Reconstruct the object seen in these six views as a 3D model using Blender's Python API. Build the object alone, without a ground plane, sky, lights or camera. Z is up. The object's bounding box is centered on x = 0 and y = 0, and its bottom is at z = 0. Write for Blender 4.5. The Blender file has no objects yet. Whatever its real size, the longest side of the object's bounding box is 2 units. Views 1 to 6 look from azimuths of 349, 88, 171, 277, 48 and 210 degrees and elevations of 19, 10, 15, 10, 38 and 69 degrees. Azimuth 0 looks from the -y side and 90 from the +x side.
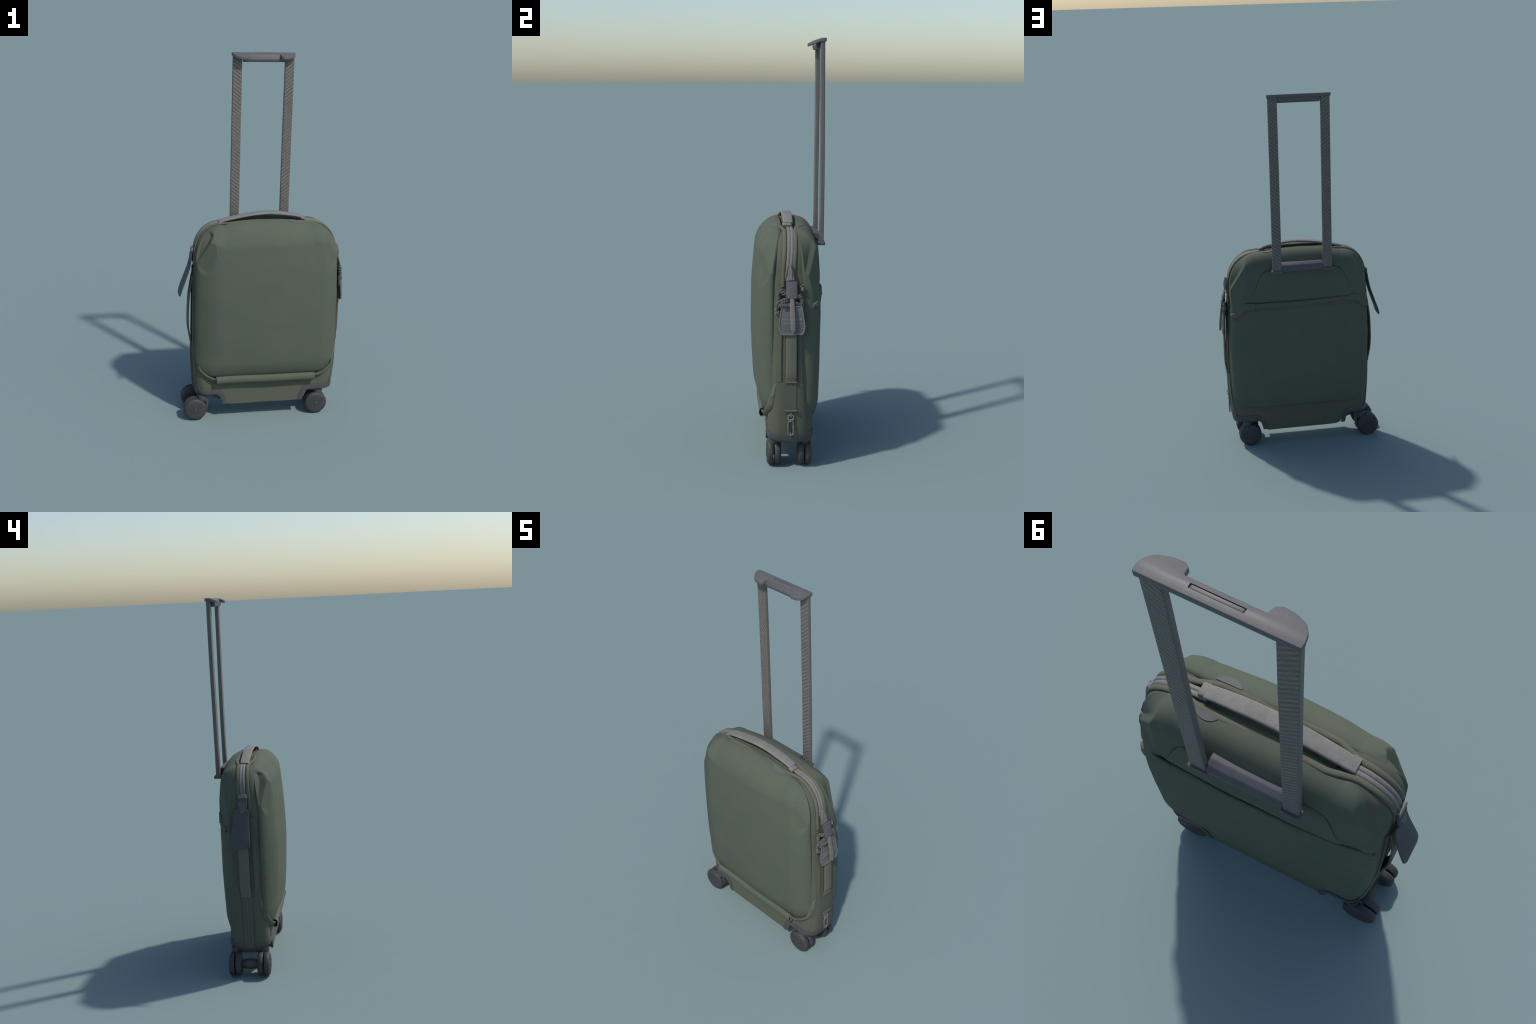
import bpy, bmesh, math, random
import numpy as np
from mathutils import Vector, noise
from mathutils.bvhtree import BVHTree

random.seed(7)
rng = np.random.default_rng(7)
COLL = bpy.context.scene.collection

# ------------------------------------------------------------------ helpers
def smooth(a, b, x):
    t = np.clip((np.asarray(x, float) - a) / (b - a), 0, 1)
    return t * t * (3 - 2 * t)

def new_obj(name, verts, faces, mat, parent=None, angle=40, kind=None):
    me = bpy.data.meshes.new(name)
    me.from_pydata([tuple(map(float, v)) for v in verts], [], faces)
    me.update()
    bm = bmesh.new(); bm.from_mesh(me)
    bmesh.ops.remove_doubles(bm, verts=bm.verts, dist=1e-6)
    bmesh.ops.recalc_face_normals(bm, faces=bm.faces)
    bm.to_mesh(me); bm.free()
    ob = bpy.data.objects.new(name, me)
    COLL.objects.link(ob)
    me.materials.append(mat)
    shade(ob, angle)
    if parent is not None:
        ob.parent = parent
    if kind:
        ob["kind"] = kind
    return ob

def shade(ob, angle=40):
    me = ob.data
    if angle >= 180:
        me.shade_smooth(); return
    if angle <= 0:
        me.shade_flat(); return
    me.shade_smooth()
    bm = bmesh.new(); bm.from_mesh(me)
    lim = math.radians(angle)
    for e in bm.edges:
        e.smooth = len(e.link_faces) == 2 and e.calc_face_angle(0) < lim
    bm.to_mesh(me); bm.free()

def apply_mods(ob, angle=None):
    dg = bpy.context.evaluated_depsgraph_get()
    dg.update()
    me = bpy.data.meshes.new_from_object(ob.evaluated_get(dg))
    old = ob.data
    ob.modifiers.clear(); ob.data = me
    me.name = old.name
    bpy.data.meshes.remove(old)
    if angle is not None:
        shade(ob, angle)

def bevel(ob, width, seg=3, limit=40, angle=50):
    m = ob.modifiers.new("bevel", 'BEVEL')
    m.width = width; m.segments = seg; m.limit_method = 'ANGLE'
    m.angle_limit = math.radians(limit); m.use_clamp_overlap = True
    apply_mods(ob, angle)
    return ob

def spline(pts, n):
    """Catmull-Rom through control points, resampled evenly by arc length."""
    P = np.array(pts, float)
    Q = np.vstack([2 * P[0] - P[1], P, 2 * P[-1] - P[-2]])
    out = []
    for i in range(1, len(Q) - 2):
        for t in np.linspace(0, 1, 24, endpoint=False):
            a, b, c, d = Q[i - 1], Q[i], Q[i + 1], Q[i + 2]
            out.append(.5 * (2 * b + (c - a) * t + (2 * a - 5 * b + 4 * c - d) * t * t + (3 * b - a - 3 * c + d) * t ** 3))
    out.append(Q[-2])
    return resample(np.array(out), n)

def resample(P, n):
    L = np.r_[0, np.cumsum(np.linalg.norm(np.diff(P, axis=0), axis=1))]
    s = np.linspace(0, L[-1], n)
    return np.stack([np.interp(s, L, P[:, k]) for k in range(P.shape[1])], 1)

def norm(v):
    return v / np.maximum(np.linalg.norm(v, axis=-1, keepdims=True), 1e-12)

def frames(path, up):
    """tangent, side, normal for a path; up may be a vector or one per point"""
    T = norm(np.gradient(path, axis=0))
    U = np.broadcast_to(np.array(up, float), path.shape)
    S = norm(np.cross(T, U)); N = np.cross(S, T)
    return T, S, N

def sweep(name, path, up, profile, mat, parent, caps=True, angle=50, scale=None, kind=None, closed=False):
    """profile: list of (side, normal) offsets, closed loop. scale: per point (ks, kn)."""
    path = np.asarray(path, float)
    T, S, N = frames(path, up)
    if closed:
        T = norm(np.roll(path, -1, 0) - np.roll(path, 1, 0))
        U = np.broadcast_to(np.array(up, float), path.shape)
        S = norm(np.cross(T, U)); N = np.cross(S, T)
    P = np.array(profile, float); m = len(P); n = len(path)
    sc = np.ones((n, 2)) if scale is None else np.array(scale, float)
    V = []
    for i in range(n):
        V += list(path[i] + np.outer(P[:, 0] * sc[i, 0], S[i]) + np.outer(P[:, 1] * sc[i, 1], N[i]))
    F = []
    for i in range(n if closed else n - 1):
        for j in range(m):
            k = (j + 1) % m; i2 = (i + 1) % n
            F.append((i * m + j, i * m + k, i2 * m + k, i2 * m + j))
    if caps and not closed:
        F.append(tuple(range(m))); F.append(tuple((n - 1) * m + j for j in range(m)))
    return new_obj(name, V, F, mat, parent, angle, kind)

def circle(r, n=12, r2=None):
    r2 = r if r2 is None else r2
    return [(r * math.cos(a), r2 * math.sin(a)) for a in np.linspace(0, 2 * math.pi, n, endpoint=False)]

def flat_profile(w, t, n=5):
    """rounded strip cross section of width w and thickness t, centred"""
    r = min(t / 2, w / 2); pts = []
    for cx, a0 in ((w / 2 - r, -90), (-w / 2 + r, 90)):
        for a in np.linspace(a0, a0 + 180, n):
            pts.append((cx + r * math.cos(math.radians(a)), r * math.sin(math.radians(a))))
    return pts

def fillet(poly, seg=8):
    """poly: (x, z, radius) closed -> rounded closed polygon"""
    out = []; n = len(poly)
    for i in range(n):
        p = np.array(poly[i][:2]); a = np.array(poly[i - 1][:2]); b = np.array(poly[(i + 1) % n][:2]); r = poly[i][2]
        u = (a - p) / np.linalg.norm(a - p); v = (b - p) / np.linalg.norm(b - p)
        ang = math.acos(np.clip(u @ v, -1, 1))
        if r <= 0 or ang > math.pi - .02:
            out.append(p); continue
        t = min(r / math.tan(ang / 2), .49 * np.linalg.norm(a - p), .49 * np.linalg.norm(b - p))
        p0, p1 = p + u * t, p + v * t
        for s in np.linspace(0, 1, seg):
            out.append((1 - s) ** 2 * p0 + 2 * s * (1 - s) * (p * .72 + .28 * (p0 + p1) / 2) + s * s * p1)
    return np.array(out)

def prism(name, poly, axis, lo, hi, mat, parent, bev=0, seg=3, angle=50):
    """extrude closed 2d polygon along an axis. poly coords are the other two axes in order"""
    n = len(poly); V = []
    for h in (lo, hi):
        for a, b in poly:
            v = [a, b]; v.insert(axis, h); V.append(v)
    F = [tuple(range(n)), tuple(range(n, 2 * n))] + [(i, (i + 1) % n, n + (i + 1) % n, n + i) for i in range(n)]
    ob = new_obj(name, V, F, mat, parent, angle)
    if bev:
        bevel(ob, bev, seg, 30, angle)
    return ob

def box(name, x0, x1, y0, y1, z0, z1, mat, parent, bev=.002):
    return prism(name, [(x0, y0), (x1, y0), (x1, y1), (x0, y1)], 2, z0, z1, mat, parent, bev)

def lathe(prof, n, axis='y'):
    """prof (r, h) -> verts/faces of a solid of revolution around axis"""
    V = []; F = []; m = len(prof)
    for i in range(n):
        a = 2 * math.pi * i / n
        for r, h in prof:
            p = (r * math.cos(a), h, r * math.sin(a)) if axis == 'y' else (r * math.cos(a), r * math.sin(a), h)
            V.append(p)
    for i in range(n):
        for j in range(m - 1):
            F.append((i * m + j, i * m + j + 1, ((i + 1) % n) * m + j + 1, ((i + 1) % n) * m + j))
    F.append(tuple(i * m for i in range(n))); F.append(tuple(i * m + m - 1 for i in range(n)))
    return V, F

# ---------------------------------------------------------------- materials
def material(name, base, var=None, rough=.8, scale=9, fine=420, fine_amt=.12, bump=.25, bump_dist=.001, spec=.3,
             stripe=None, sheen=0, weave=0):
    m = bpy.data.materials.new(name); m.use_nodes = True
    nt = m.node_tree; N = nt.nodes; L = nt.links
    b = N["Principled BSDF"]
    b.inputs["Roughness"].default_value = rough
    b.inputs["Specular IOR Level"].default_value = spec
    if sheen:
        b.inputs["Sheen Weight"].default_value = sheen
    tc = N.new("ShaderNodeTexCoord")
    n1 = N.new("ShaderNodeTexNoise"); n1.inputs["Scale"].default_value = scale; n1.inputs["Detail"].default_value = 5
    n1.inputs["Roughness"].default_value = .6
    L.new(tc.outputs["Object"], n1.inputs["Vector"])
    rp = N.new("ShaderNodeValToRGB")
    v = var or base
    rp.color_ramp.elements[0].position = .36; rp.color_ramp.elements[0].color = (*base, 1)
    rp.color_ramp.elements[1].position = .64; rp.color_ramp.elements[1].color = (*v, 1)
    L.new(n1.outputs["Fac"], rp.inputs["Fac"])
    col = rp.outputs["Color"]
    n2 = N.new("ShaderNodeTexNoise"); n2.inputs["Scale"].default_value = fine; n2.inputs["Detail"].default_value = 2
    L.new(tc.outputs["Object"], n2.inputs["Vector"])
    mr = N.new("ShaderNodeMapRange")
    mr.inputs["From Min"].default_value = .3; mr.inputs["From Max"].default_value = .7
    mr.inputs["To Min"].default_value = 1 - fine_amt; mr.inputs["To Max"].default_value = 1 + fine_amt
    L.new(n2.outputs["Fac"], mr.inputs["Value"])
    mx = N.new("ShaderNodeMix"); mx.data_type = 'RGBA'; mx.blend_type = 'MULTIPLY'; mx.inputs["Factor"].default_value = 1
    L.new(col, mx.inputs["A"]); L.new(mr.outputs["Result"], mx.inputs["B"])
    col = mx.outputs["Result"]
    height = n2.outputs["Fac"]
    if weave:
        w1 = N.new("ShaderNodeTexWave"); w1.bands_direction = 'Z'; w1.inputs["Scale"].default_value = weave
        w1.inputs["Distortion"].default_value = .6; w1.inputs["Detail"].default_value = 1
        L.new(tc.outputs["Object"], w1.inputs["Vector"])
        ad = N.new("ShaderNodeMath"); ad.operation = 'ADD'
        L.new(w1.outputs["Fac"], ad.inputs[0]); L.new(n2.outputs["Fac"], ad.inputs[1])
        height = ad.outputs[0]
    if stripe:
        # diagonal ribs: coordinate z - k*|x|, warped by noise so that no two ribs are equal
        freq, k, dark = stripe
        sp = N.new("ShaderNodeSeparateXYZ"); L.new(tc.outputs["Object"], sp.inputs[0])
        ab = N.new("ShaderNodeMath"); ab.operation = 'ABSOLUTE'; L.new(sp.outputs["X"], ab.inputs[0])
        ml = N.new("ShaderNodeMath"); ml.operation = 'MULTIPLY_ADD'; ml.inputs[1].default_value = -k
        L.new(ab.outputs[0], ml.inputs[0]); L.new(sp.outputs["Z"], ml.inputs[2])
        n3 = N.new("ShaderNodeTexNoise"); n3.inputs["Scale"].default_value = 7; L.new(tc.outputs["Object"], n3.inputs["Vector"])
        wp = N.new("ShaderNodeMath"); wp.operation = 'MULTIPLY_ADD'; wp.inputs[1].default_value = .012
        L.new(n3.outputs["Fac"], wp.inputs[0]); L.new(ml.outputs[0], wp.inputs[2])
        fr = N.new("ShaderNodeMath"); fr.operation = 'MULTIPLY'; fr.inputs[1].default_value = freq * 2 * math.pi
        L.new(wp.outputs[0], fr.inputs[0])
        sn = N.new("ShaderNodeMath"); sn.operation = 'SINE'; L.new(fr.outputs[0], sn.inputs[0])
        n4 = N.new("ShaderNodeTexNoise"); n4.inputs["Scale"].default_value = 26; n4.inputs["Detail"].default_value = 3
        L.new(tc.outputs["Object"], n4.inputs["Vector"])
        am = N.new("ShaderNodeMath"); am.operation = 'MULTIPLY'; L.new(sn.outputs[0], am.inputs[0]); L.new(n4.outputs["Fac"], am.inputs[1])
        r2 = N.new("ShaderNodeMapRange"); r2.inputs["From Min"].default_value = -.5; r2.inputs["From Max"].default_value = .5
        r2.inputs["To Min"].default_value = 1 - dark; r2.inputs["To Max"].default_value = 1 + dark
        L.new(am.outputs[0], r2.inputs["Value"])
        m2 = N.new("ShaderNodeMix"); m2.data_type = 'RGBA'; m2.blend_type = 'MULTIPLY'; m2.inputs["Factor"].default_value = 1
        L.new(col, m2.inputs["A"]); L.new(r2.outputs["Result"], m2.inputs["B"])
        col = m2.outputs["Result"]
    L.new(col, b.inputs["Base Color"])
    bp = N.new("ShaderNodeBump"); bp.inputs["Strength"].default_value = bump; bp.inputs["Distance"].default_value = bump_dist
    L.new(height, bp.inputs["Height"]); L.new(bp.outputs["Normal"], b.inputs["Normal"])
    return m

FABRIC = material("olive_fabric", (.089, .110, .080), (.103, .113, .082), .88, 7, 600, .06, .25, .0006, .2)
GUSSET = material("olive_gusset_fabric", (.101, .106, .075), (.092, .103, .074), .88, 9, 600, .08, .3, .0006, .25)
PIPING = material("olive_piping", (.124, .127, .084), (.110, .118, .082), .88, 16, 500, .10, .3, .0006, .25)
WEBBING = material("grey_webbing", (.146, .142, .112), (.135, .133, .108), .85, 20, 700, .14, .5, .0008, .25, weave=160)
STRAP = material("grey_carry_strap", (.222, .213, .190), (.178, .172, .155), .8, 26, 500, .10, .3, .0006, .3)
ZIP = material("grey_zipper", (.200, .186, .165), (.170, .160, .145), .6, 60, 900, .20, .5, .0008, .4, weave=240)
PLASTIC = material("dark_grey_plastic", (.062, .063, .064), (.072, .072, .072), .55, 14, 300, .08, .2, .0005, .4)
RUBBER = material("wheel_rubber", (.042, .042, .043), (.052, .050, .049), .6, 20, 300, .10, .25, .0006, .35)
POST = material("ribbed_grey_metal", (.130, .118, .107), (.148, .134, .121), .5, 30, 260, .20, .3, .0006, .4, stripe=(50, .8, .25))
POSTSIDE = material("plain_grey_metal", (.122, .116, .110), (.135, .126, .118), .5, 30, 260, .08, .2, .0005, .4)
GRIP = material("grey_grip_plastic", (.104, .101, .103), (.116, .111, .112), .5, 18, 400, .06, .2, .0005, .4)
FLAP = material("slate_leather", (.062, .063, .072), (.072, .072, .080), .65, 22, 380, .08, .3, .0006, .35)
PLATE = material("slate_pull_plate", (.083, .083, .089), (.095, .093, .098), .6, 30, 420, .06, .2, .0005, .4)
CORD = material("braided_cord", (.128, .125, .112), (.075, .074, .068), .8, 60, 700, .2, .4, .0006, .3)
TAGMAT = material("luggage_tag_plastic", (.128, .128, .124), (.105, .106, .106), .4, 40, 300, .08, .15, .0004, .5)
TAGRIM = material("luggage_tag_rim", (.170, .170, .165), (.150, .151, .148), .4, 40, 300, .06, .15, .0004, .5)
INK = material("tag_lettering", (.235, .235, .228), (.19, .19, .185), .6, 40, 300, .05, .1, .0003, .3)
METAL = material("dull_steel", (.185, .175, .160), (.125, .120, .112), .4, 60, 500, .1, .2, .0004, .5)
TAB = material("grey_rubber_tab", (.118, .114, .110), (.105, .103, .100), .7, 30, 400, .06, .2, .0005, .3)
MARK = material("tonal_print", (.118, .138, .104), (.108, .130, .096), .8, 30, 400, .05, .1, .0003, .3)
DARKHUB = material("wheel_hub_plastic", (.050, .051, .051), (.060, .060, .060), .5, 24, 300, .08, .2, .0005, .4)

# -------------------------------------------------------------------- root
root = bpy.data.objects.new("suitcase", None)
COLL.objects.link(root)
root["label"] = "olive green fabric cabin suitcase with raised telescopic handle"
root["category"] = "suitcase"

# ------------------------------------------------------------ body geometry
ZC = -.010                     # y of the zipper line round the rim
def half_width(z, s=1):
    """distance of the side wall from x = 0; the case stands slightly right of the centre"""
    zz = [.10, .13, .15, .18, .22, .30, .50, .75, .95, 1.1]
    r = [.382, .391, .398, .404, .409, .414, .417, .407, .393, .388]
    l = [.350, .362, .370, .376, .380, .384, .388, .387, .382, .378]
    return np.where(np.asarray(s) >= 0, np.interp(z, zz, r), np.interp(z, zz, l))

def zip_y(z):
    """the zipper runs a little further back over the top than down the sides"""
    return ZC + .013 * smooth(.90, 1.14, z)

def rim_outline():
    """closed outline in xz of the gusset, from the arched base to the domed top"""
    right = [(.200, .082, .012), (.224, .092, .012), (.246, .150, .02), (.358, .150, .02), (.382, .166, .02),
             (.393, .22, .0), (.400, .30, .0), (.405, .50, 0), (.405, .75, 0), (.402, .90, .0)]
    ang = np.linspace(0, math.pi / 2, 16)
    cx, cz, rx, rz = .250, .950, .150, .170
    corner = [(cx + rx * math.cos(a) ** .95, cz + rz * math.sin(a) ** .95, 0) for a in ang]
    top = [(x, 1.140 - .02 * (x / .25) ** 2, 0) for x in (.20, .13, .06)]
    half = right + corner + top
    full = half + [(-x, z, r) for x, z, r in half[::-1]]
    P = fillet(full, 6)
    P[:, 0] *= half_width(P[:, 1], P[:, 0]) / np.interp(P[:, 1], [.10, .13, .15, .18, .22, .30, .50, .75, .95, 1.1], [.372, .378, .384, .388, .393, .400, .405, .405, .401, .395])
    P = np.vstack([P, P[:1]])
    return resample(P, 901)[:-1]

RIM = rim_outline()
def outline_normals(P):
    T = np.roll(P, -2, 0) - np.roll(P, 2, 0)
    Nn = np.stack([T[:, 1], -T[:, 0]], 1)
    return norm(Nn)
RIMN = outline_normals(RIM)
cen = RIM.mean(0)
if ((RIM - cen) * RIMN).sum(1).mean() < 0:
    RIMN = -RIMN

FY, BY = -.104, .106           # front and back face of the core
F0, B0 = -.042, .030           # where rounding of the core starts
def core_inset(y):
    y = np.asarray(y, float)
    t = np.where(y < 0, np.clip((F0 - y) / (F0 - FY), 0, 1), np.clip((y - B0) / (BY - B0), 0, 1))
    return .060 * (1 - np.sqrt(np.maximum(1 - (t * .995) ** 2, 0)))
def core_x(y, z, s=1):
    return half_width(z, s) - core_inset(y)

def build_core():
    ya = [F0 + (FY - F0) * math.sin(a) for a in np.linspace(math.pi / 2 * .97, 0, 16)]
    yb = [B0 + (BY - B0) * math.sin(a) for a in np.linspace(0, math.pi / 2 * .97, 16)]
    ys = ya + list(np.linspace(F0, B0, 12))[1:-1] + yb
    V = []; n = len(RIM)
    for y in ys:
        d = float(core_inset(y))
        low = smooth(.30, .10, RIM[:, 1])
        kx = d * np.where(RIM[:, 1] < .21, smooth(.27, .35, np.abs(RIM[:, 0])), 1); kz = d * (1 - .78 * low) * np.where(RIM[:, 1] < .21, .9, 1)
        slim = 1 + 1.1 * smooth(.90, 1.02, RIM[:, 1])       # keeps the core clear of the tucks in the top corners
        kx = kx * slim; kz = kz * slim
        P = RIM.copy()
        P[:, 0] -= RIMN[:, 0] * kx; P[:, 1] -= RIMN[:, 1] * kz
        # trough for the carry strap along the top, rising again to the side welts
        topm = smooth(1.05, 1.12, RIM[:, 1])
        P[:, 1] -= topm * .012 * np.exp(-((y - ZC) / .03) ** 2) * smooth(.26, .2, np.abs(RIM[:, 0]))
        # soft swell of the gusset between the seams
        P[:, 0] += np.sign(RIM[:, 0]) * .003 * np.exp(-((y - ZC) / .05) ** 2) * smooth(.25, .35, RIM[:, 1]) * smooth(1., .9, RIM[:, 1])
        for q, p in enumerate(P):
            w = .0022 * noise.noise(Vector((p[0] * 9, y * 14, p[1] * 7)))
            V.append((p[0] + RIMN[q, 0] * w, y, p[1] + RIMN[q, 1] * w))
    F = []
    m = len(ys)
    for i in range(m - 1):
        for j in range(n):
            k = (j + 1) % n
            F.append((i * n + j, i * n + k, (i + 1) * n + k, (i + 1) * n + j))
    F.append(tuple(range(n))); F.append(tuple((m - 1) * n + j for j in range(n)))
    ob = new_obj("body", V, F, GUSSET, root, 50)
    keys = {k for p in ob.data.polygons if len(p.vertices) > 8 for k in p.edge_keys}
    for e in ob.data.edges:
        if e.key in keys: e.use_edge_sharp = True
    return ob
build_core()

# ---- front and back padded panels -----------------------------------------
SKIN = {}
def on_panel(name, x, z, lift=0.0):
    """point on the outside of a panel at (x, z)"""
    sg = -1 if name == "front_panel" else 1
    hit = SKIN[name].ray_cast(Vector((x, sg * .4, z)), Vector((0, -sg, 0)))
    if not hit[0]:
        return (x, sg * .066, z)
    nn = hit[1] if hit[1].y * sg > 0 else -hit[1]
    return tuple(hit[0] + nn * lift)
def on_top(name, x, y, lift=0.0):
    hit = SKIN[name].ray_cast(Vector((x, y, 1.4)), Vector((0, 0, -1)))
    return (x, y, (hit[0].z if hit[0] else 1.12) + lift)

def panel_outline(zb, rb, w, nseg=1040, side_gain=.006):
    P = []
    for x in np.linspace(0, w - rb, 20, endpoint=False):
        P.append((x, zb + .004 * (x / w) ** 2))
    for a in np.linspace(-math.pi / 2, 0, 24, endpoint=False):
        P.append((w - rb + rb * math.cos(a), zb + .004 + rb + rb * math.sin(a)))
    for z in np.linspace(zb + rb, .93, 24, endpoint=False):
        P.append((w + .006 * math.sin(math.pi * (z - zb - rb) / (.93 - zb - rb)), z))
    rx, rz = .150, .190
    for a in np.linspace(0, math.pi / 2, 24, endpoint=False):
        P.append((w - rx + rx * math.cos(a) ** .92, .93 + rz * math.sin(a) ** .92))
    for x in np.linspace(w - rx, 0, 20):
        P.append((x, 1.148 - .028 * (x / (w - rx)) ** 2))
    P = np.array(P)
    full = np.vstack([P, (P[::-1] * [-1, 1])[1:]])
    full[:, 1] += .007 * np.exp(-((full[:, 0] - .25) / .07) ** 2) * (full[:, 1] > 1.02)
    full[:, 0] *= np.where(full[:, 0] > 0, 1.006 + side_gain * smooth(.85, .6, full[:, 1]), .966)
    return resample(full, nseg + 1)[:-1]

def roll(t, p):
    """profile of the rolled panel edge: 0 at the seam, 1 on the face"""
    return np.maximum(0, 1 - (1 - t) ** p) ** (1 / p)

def seg_param(px, pz, a, b):
    """along-parameter and signed distance of points to segment a->b"""
    d = np.array(b) - np.array(a); L = np.linalg.norm(d); d = d / L
    rx, rz = px - a[0], pz - a[1]
    return (rx * d[0] + rz * d[1]) / L, rx * d[1] - rz * d[0]

def facet(x, z, Y, ye, dist, sgn, tip, ytip, foot, yfoot, notch, step=.012):
    """tucked top corner: outside the line tip -> foot the cloth runs as a flat facet to the rim seam"""
    s = 1 if tip[0] > 0 else -1
    t, d = seg_param(x * s, z, (abs(tip[0]), tip[1]), (abs(foot[0]), foot[1]))
    d = -d
    side = x * s > .15
    w = side * smooth(-.30, .03, t) * smooth(1.2, 1.0, t) * smooth(-.003, .004, d)
    yl = ytip + (yfoot - ytip) * np.clip(t, 0, 1)
    # panel side: a flat plane rises from the tuck, so that the crease runs straight
    cap = yl + sgn * (step + .55 * np.maximum(-d, 0))
    over = sgn * (Y - cap)
    cut = np.where(over > 0, over, 0)
    Y = Y - sgn * cut * side * smooth(-.6, .0, t) * smooth(1.7, 1.0, t) * smooth(.10, .04, -d)
    dp = np.maximum(d, 0)
    yf = yl + (ye - yl) * dp / np.maximum(dp + dist, 1e-5)
    yf = yf - sgn * notch * np.exp(-dp / .020) * smooth(-.05, .10, t) * smooth(1.02, .5, t)
    yf = yf - sgn * 1.1 * notch * (notch > .015) * np.exp(-dp / .008) * smooth(-.04, .05, t) * smooth(.75, .25, t)
    yf = np.where(sgn * (yf - Y) > 0, Y, yf)          # never stands proud of the rolled panel
    lip = side * smooth(-.1, .1, t) * smooth(1.05, .8, t) * np.exp(-(d / .012) ** 2) * smooth(.003, -.003, d) * notch * .15
    return Y + (yf - Y) * w + sgn * lip

def build_panel(name, sgn, zb, rb, w, power, yedge_fn, surf, mat, facets):
    O = panel_outline(zb, rb, w, side_gain=.006 if sgn < 0 else .026); NO = outline_normals(O)
    c0 = np.array([0, .70])
    if ((O - c0) * NO).sum(1).mean() < 0:
        NO = -NO
    n = len(O)
    nz = NO[:, 1]
    up = np.clip(nz, 0, 1) ** 1.2; dn = np.clip(-nz, 0, 1) ** 2
    corner = np.where(nz > 0, 2 * np.abs(NO[:, 0]) * nz, 0)
    Rw = .088 + .040 * up + .012 * dn + np.interp(O[:, 1], [.4, .7], [.030, .050]) * np.clip(-NO[:, 0], 0, 1) ** 2 * (nz < .3) - .042 * corner
    ye = yedge_fn(up, dn)
    k = np.ones(41) / 41
    circ = lambda v: np.convolve(np.r_[v[-20:], v, v[:20]], k, 'valid')
    Rw, ye = circ(Rw), circ(ye)
    scales = [1 - .22 * (1 - math.cos(a)) for a in np.linspace(0, math.pi / 2, 64)]
    scales += list(np.linspace(scales[-1], .004, 60)[1:])
    rings = [(O - NO * .018, ye - sgn * .016), (O - NO * .004, ye - sgn * .010)]
    pts = np.vstack([c0 + (O - c0) * q for q in scales] + [c0[None]])
    dist = np.empty(len(pts)); near = np.empty(len(pts), int)
    for i in range(0, len(pts), 4000):
        D = ((pts[i:i + 4000, None, :] - O[None]) ** 2).sum(2)
        near[i:i + 4000] = D.argmin(1); dist[i:i + 4000] = np.sqrt(D.min(1))
    dist[:n] = 0
    x, z = pts[:, 0], pts[:, 1]
    yy = ye[near]
    Y = yy + (surf(x, z) - yy) * roll(np.clip(dist / Rw[near], 0, 1), power)
    for fc in facets:
        Y = facet(x, z, Y, yy, dist, sgn, *fc)
    Y = Y + sgn * detail[name](x, z) * np.clip(dist / .012, 0, 1)
    for q in range(n, len(pts)):
        Y[q] += .0022 * noise.noise(Vector((x[q] * 6, 3.3 * sgn, z[q] * 6))) + .0008 * noise.noise(Vector((x[q] * 17, 1.3 * sgn, z[q] * 15)))
    V = []
    for P, yv in rings:
        V += list(np.stack([P[:, 0], yv, P[:, 1]], 1))
    V += list(np.stack([x, Y, z], 1))
    R = 2 + len(scales); ci = R * n
    F = []
    for i in range(R - 1):
        for j in range(n):
            k2 = (j + 1) % n
            F.append((i * n + j, i * n + k2, (i + 1) * n + k2, (i + 1) * n + j))
    for j in range(n):
        F.append(((R - 1) * n + j, (R - 1) * n + (j + 1) % n, ci))
    ob = new_obj(name, V, F, mat, root, 55)
    SKIN[name] = BVHTree.FromPolygons([v.co.copy() for v in ob.data.vertices], [tuple(p.vertices) for p in ob.data.polygons])
    return ob

def front_surf(x, z):
    x = np.asarray(x, float); z = np.asarray(z, float)
    return -.176 + .20 * x * x + np.where(z > .68, .17, .13) * (z - .68) ** 2
def back_surf(x, z):
    x = np.asarray(x, float); z = np.asarray(z, float)
    return .145 - np.where(x > 0, .06, .12) * x * x - np.where(z > .72, .10, .06) * (z - .72) ** 2

def front_detail(x, z):
    d = np.zeros_like(x)
    return d
ZIPZ = .842
def back_detail(x, z):
    d = np.zeros_like(x)
    # stiffened patch that carries the telescopic handle
    hw = np.interp(z, [.86, .93, 1.0, 1.03, 1.05], [.285, .268, .238, .21, .16])
    d += .0065 * smooth(.004, -.003, np.abs(x) - hw) * smooth(1.056, 1.046, z) * smooth(.85, .90, z)
    # pocket below the cross zipper stands a little proud, with a groove at the zipper
    zl = ZIPZ - .10 * np.clip((np.abs(x) - .30) / .09, 0, 1) ** 1.5
    d += .004 * smooth(.004, -.012, z - zl) * smooth(.25, .32, z)
    d += -.006 * np.exp(-((z - zl - .020) / .007) ** 2) - .005 * np.exp(-((z - zl + .014) / .006) ** 2)
    return d
detail = {"front_panel": front_detail, "back_panel": back_detail}

build_panel("front_panel", -1, .262, .105, .391, 1.8,
            lambda up, dn: -.086 + .038 * up - .026 * dn, front_surf, FABRIC,
            [((-.290, 1.084), -.116, (-.380, .920), -.080, .022), ((.294, 1.094), -.134, (.398, .935), -.087, .002, .005)])
build_panel("back_panel", 1, .238, .110, .391, 2.5,
            lambda up, dn: .064 - .028 * up + .054 * dn, back_surf, FABRIC,
            [((-.285, 1.090), .119, (-.380, .92), .066, .005), ((.300, 1.100), .121, (.398, .93), .067, .009)])

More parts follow.
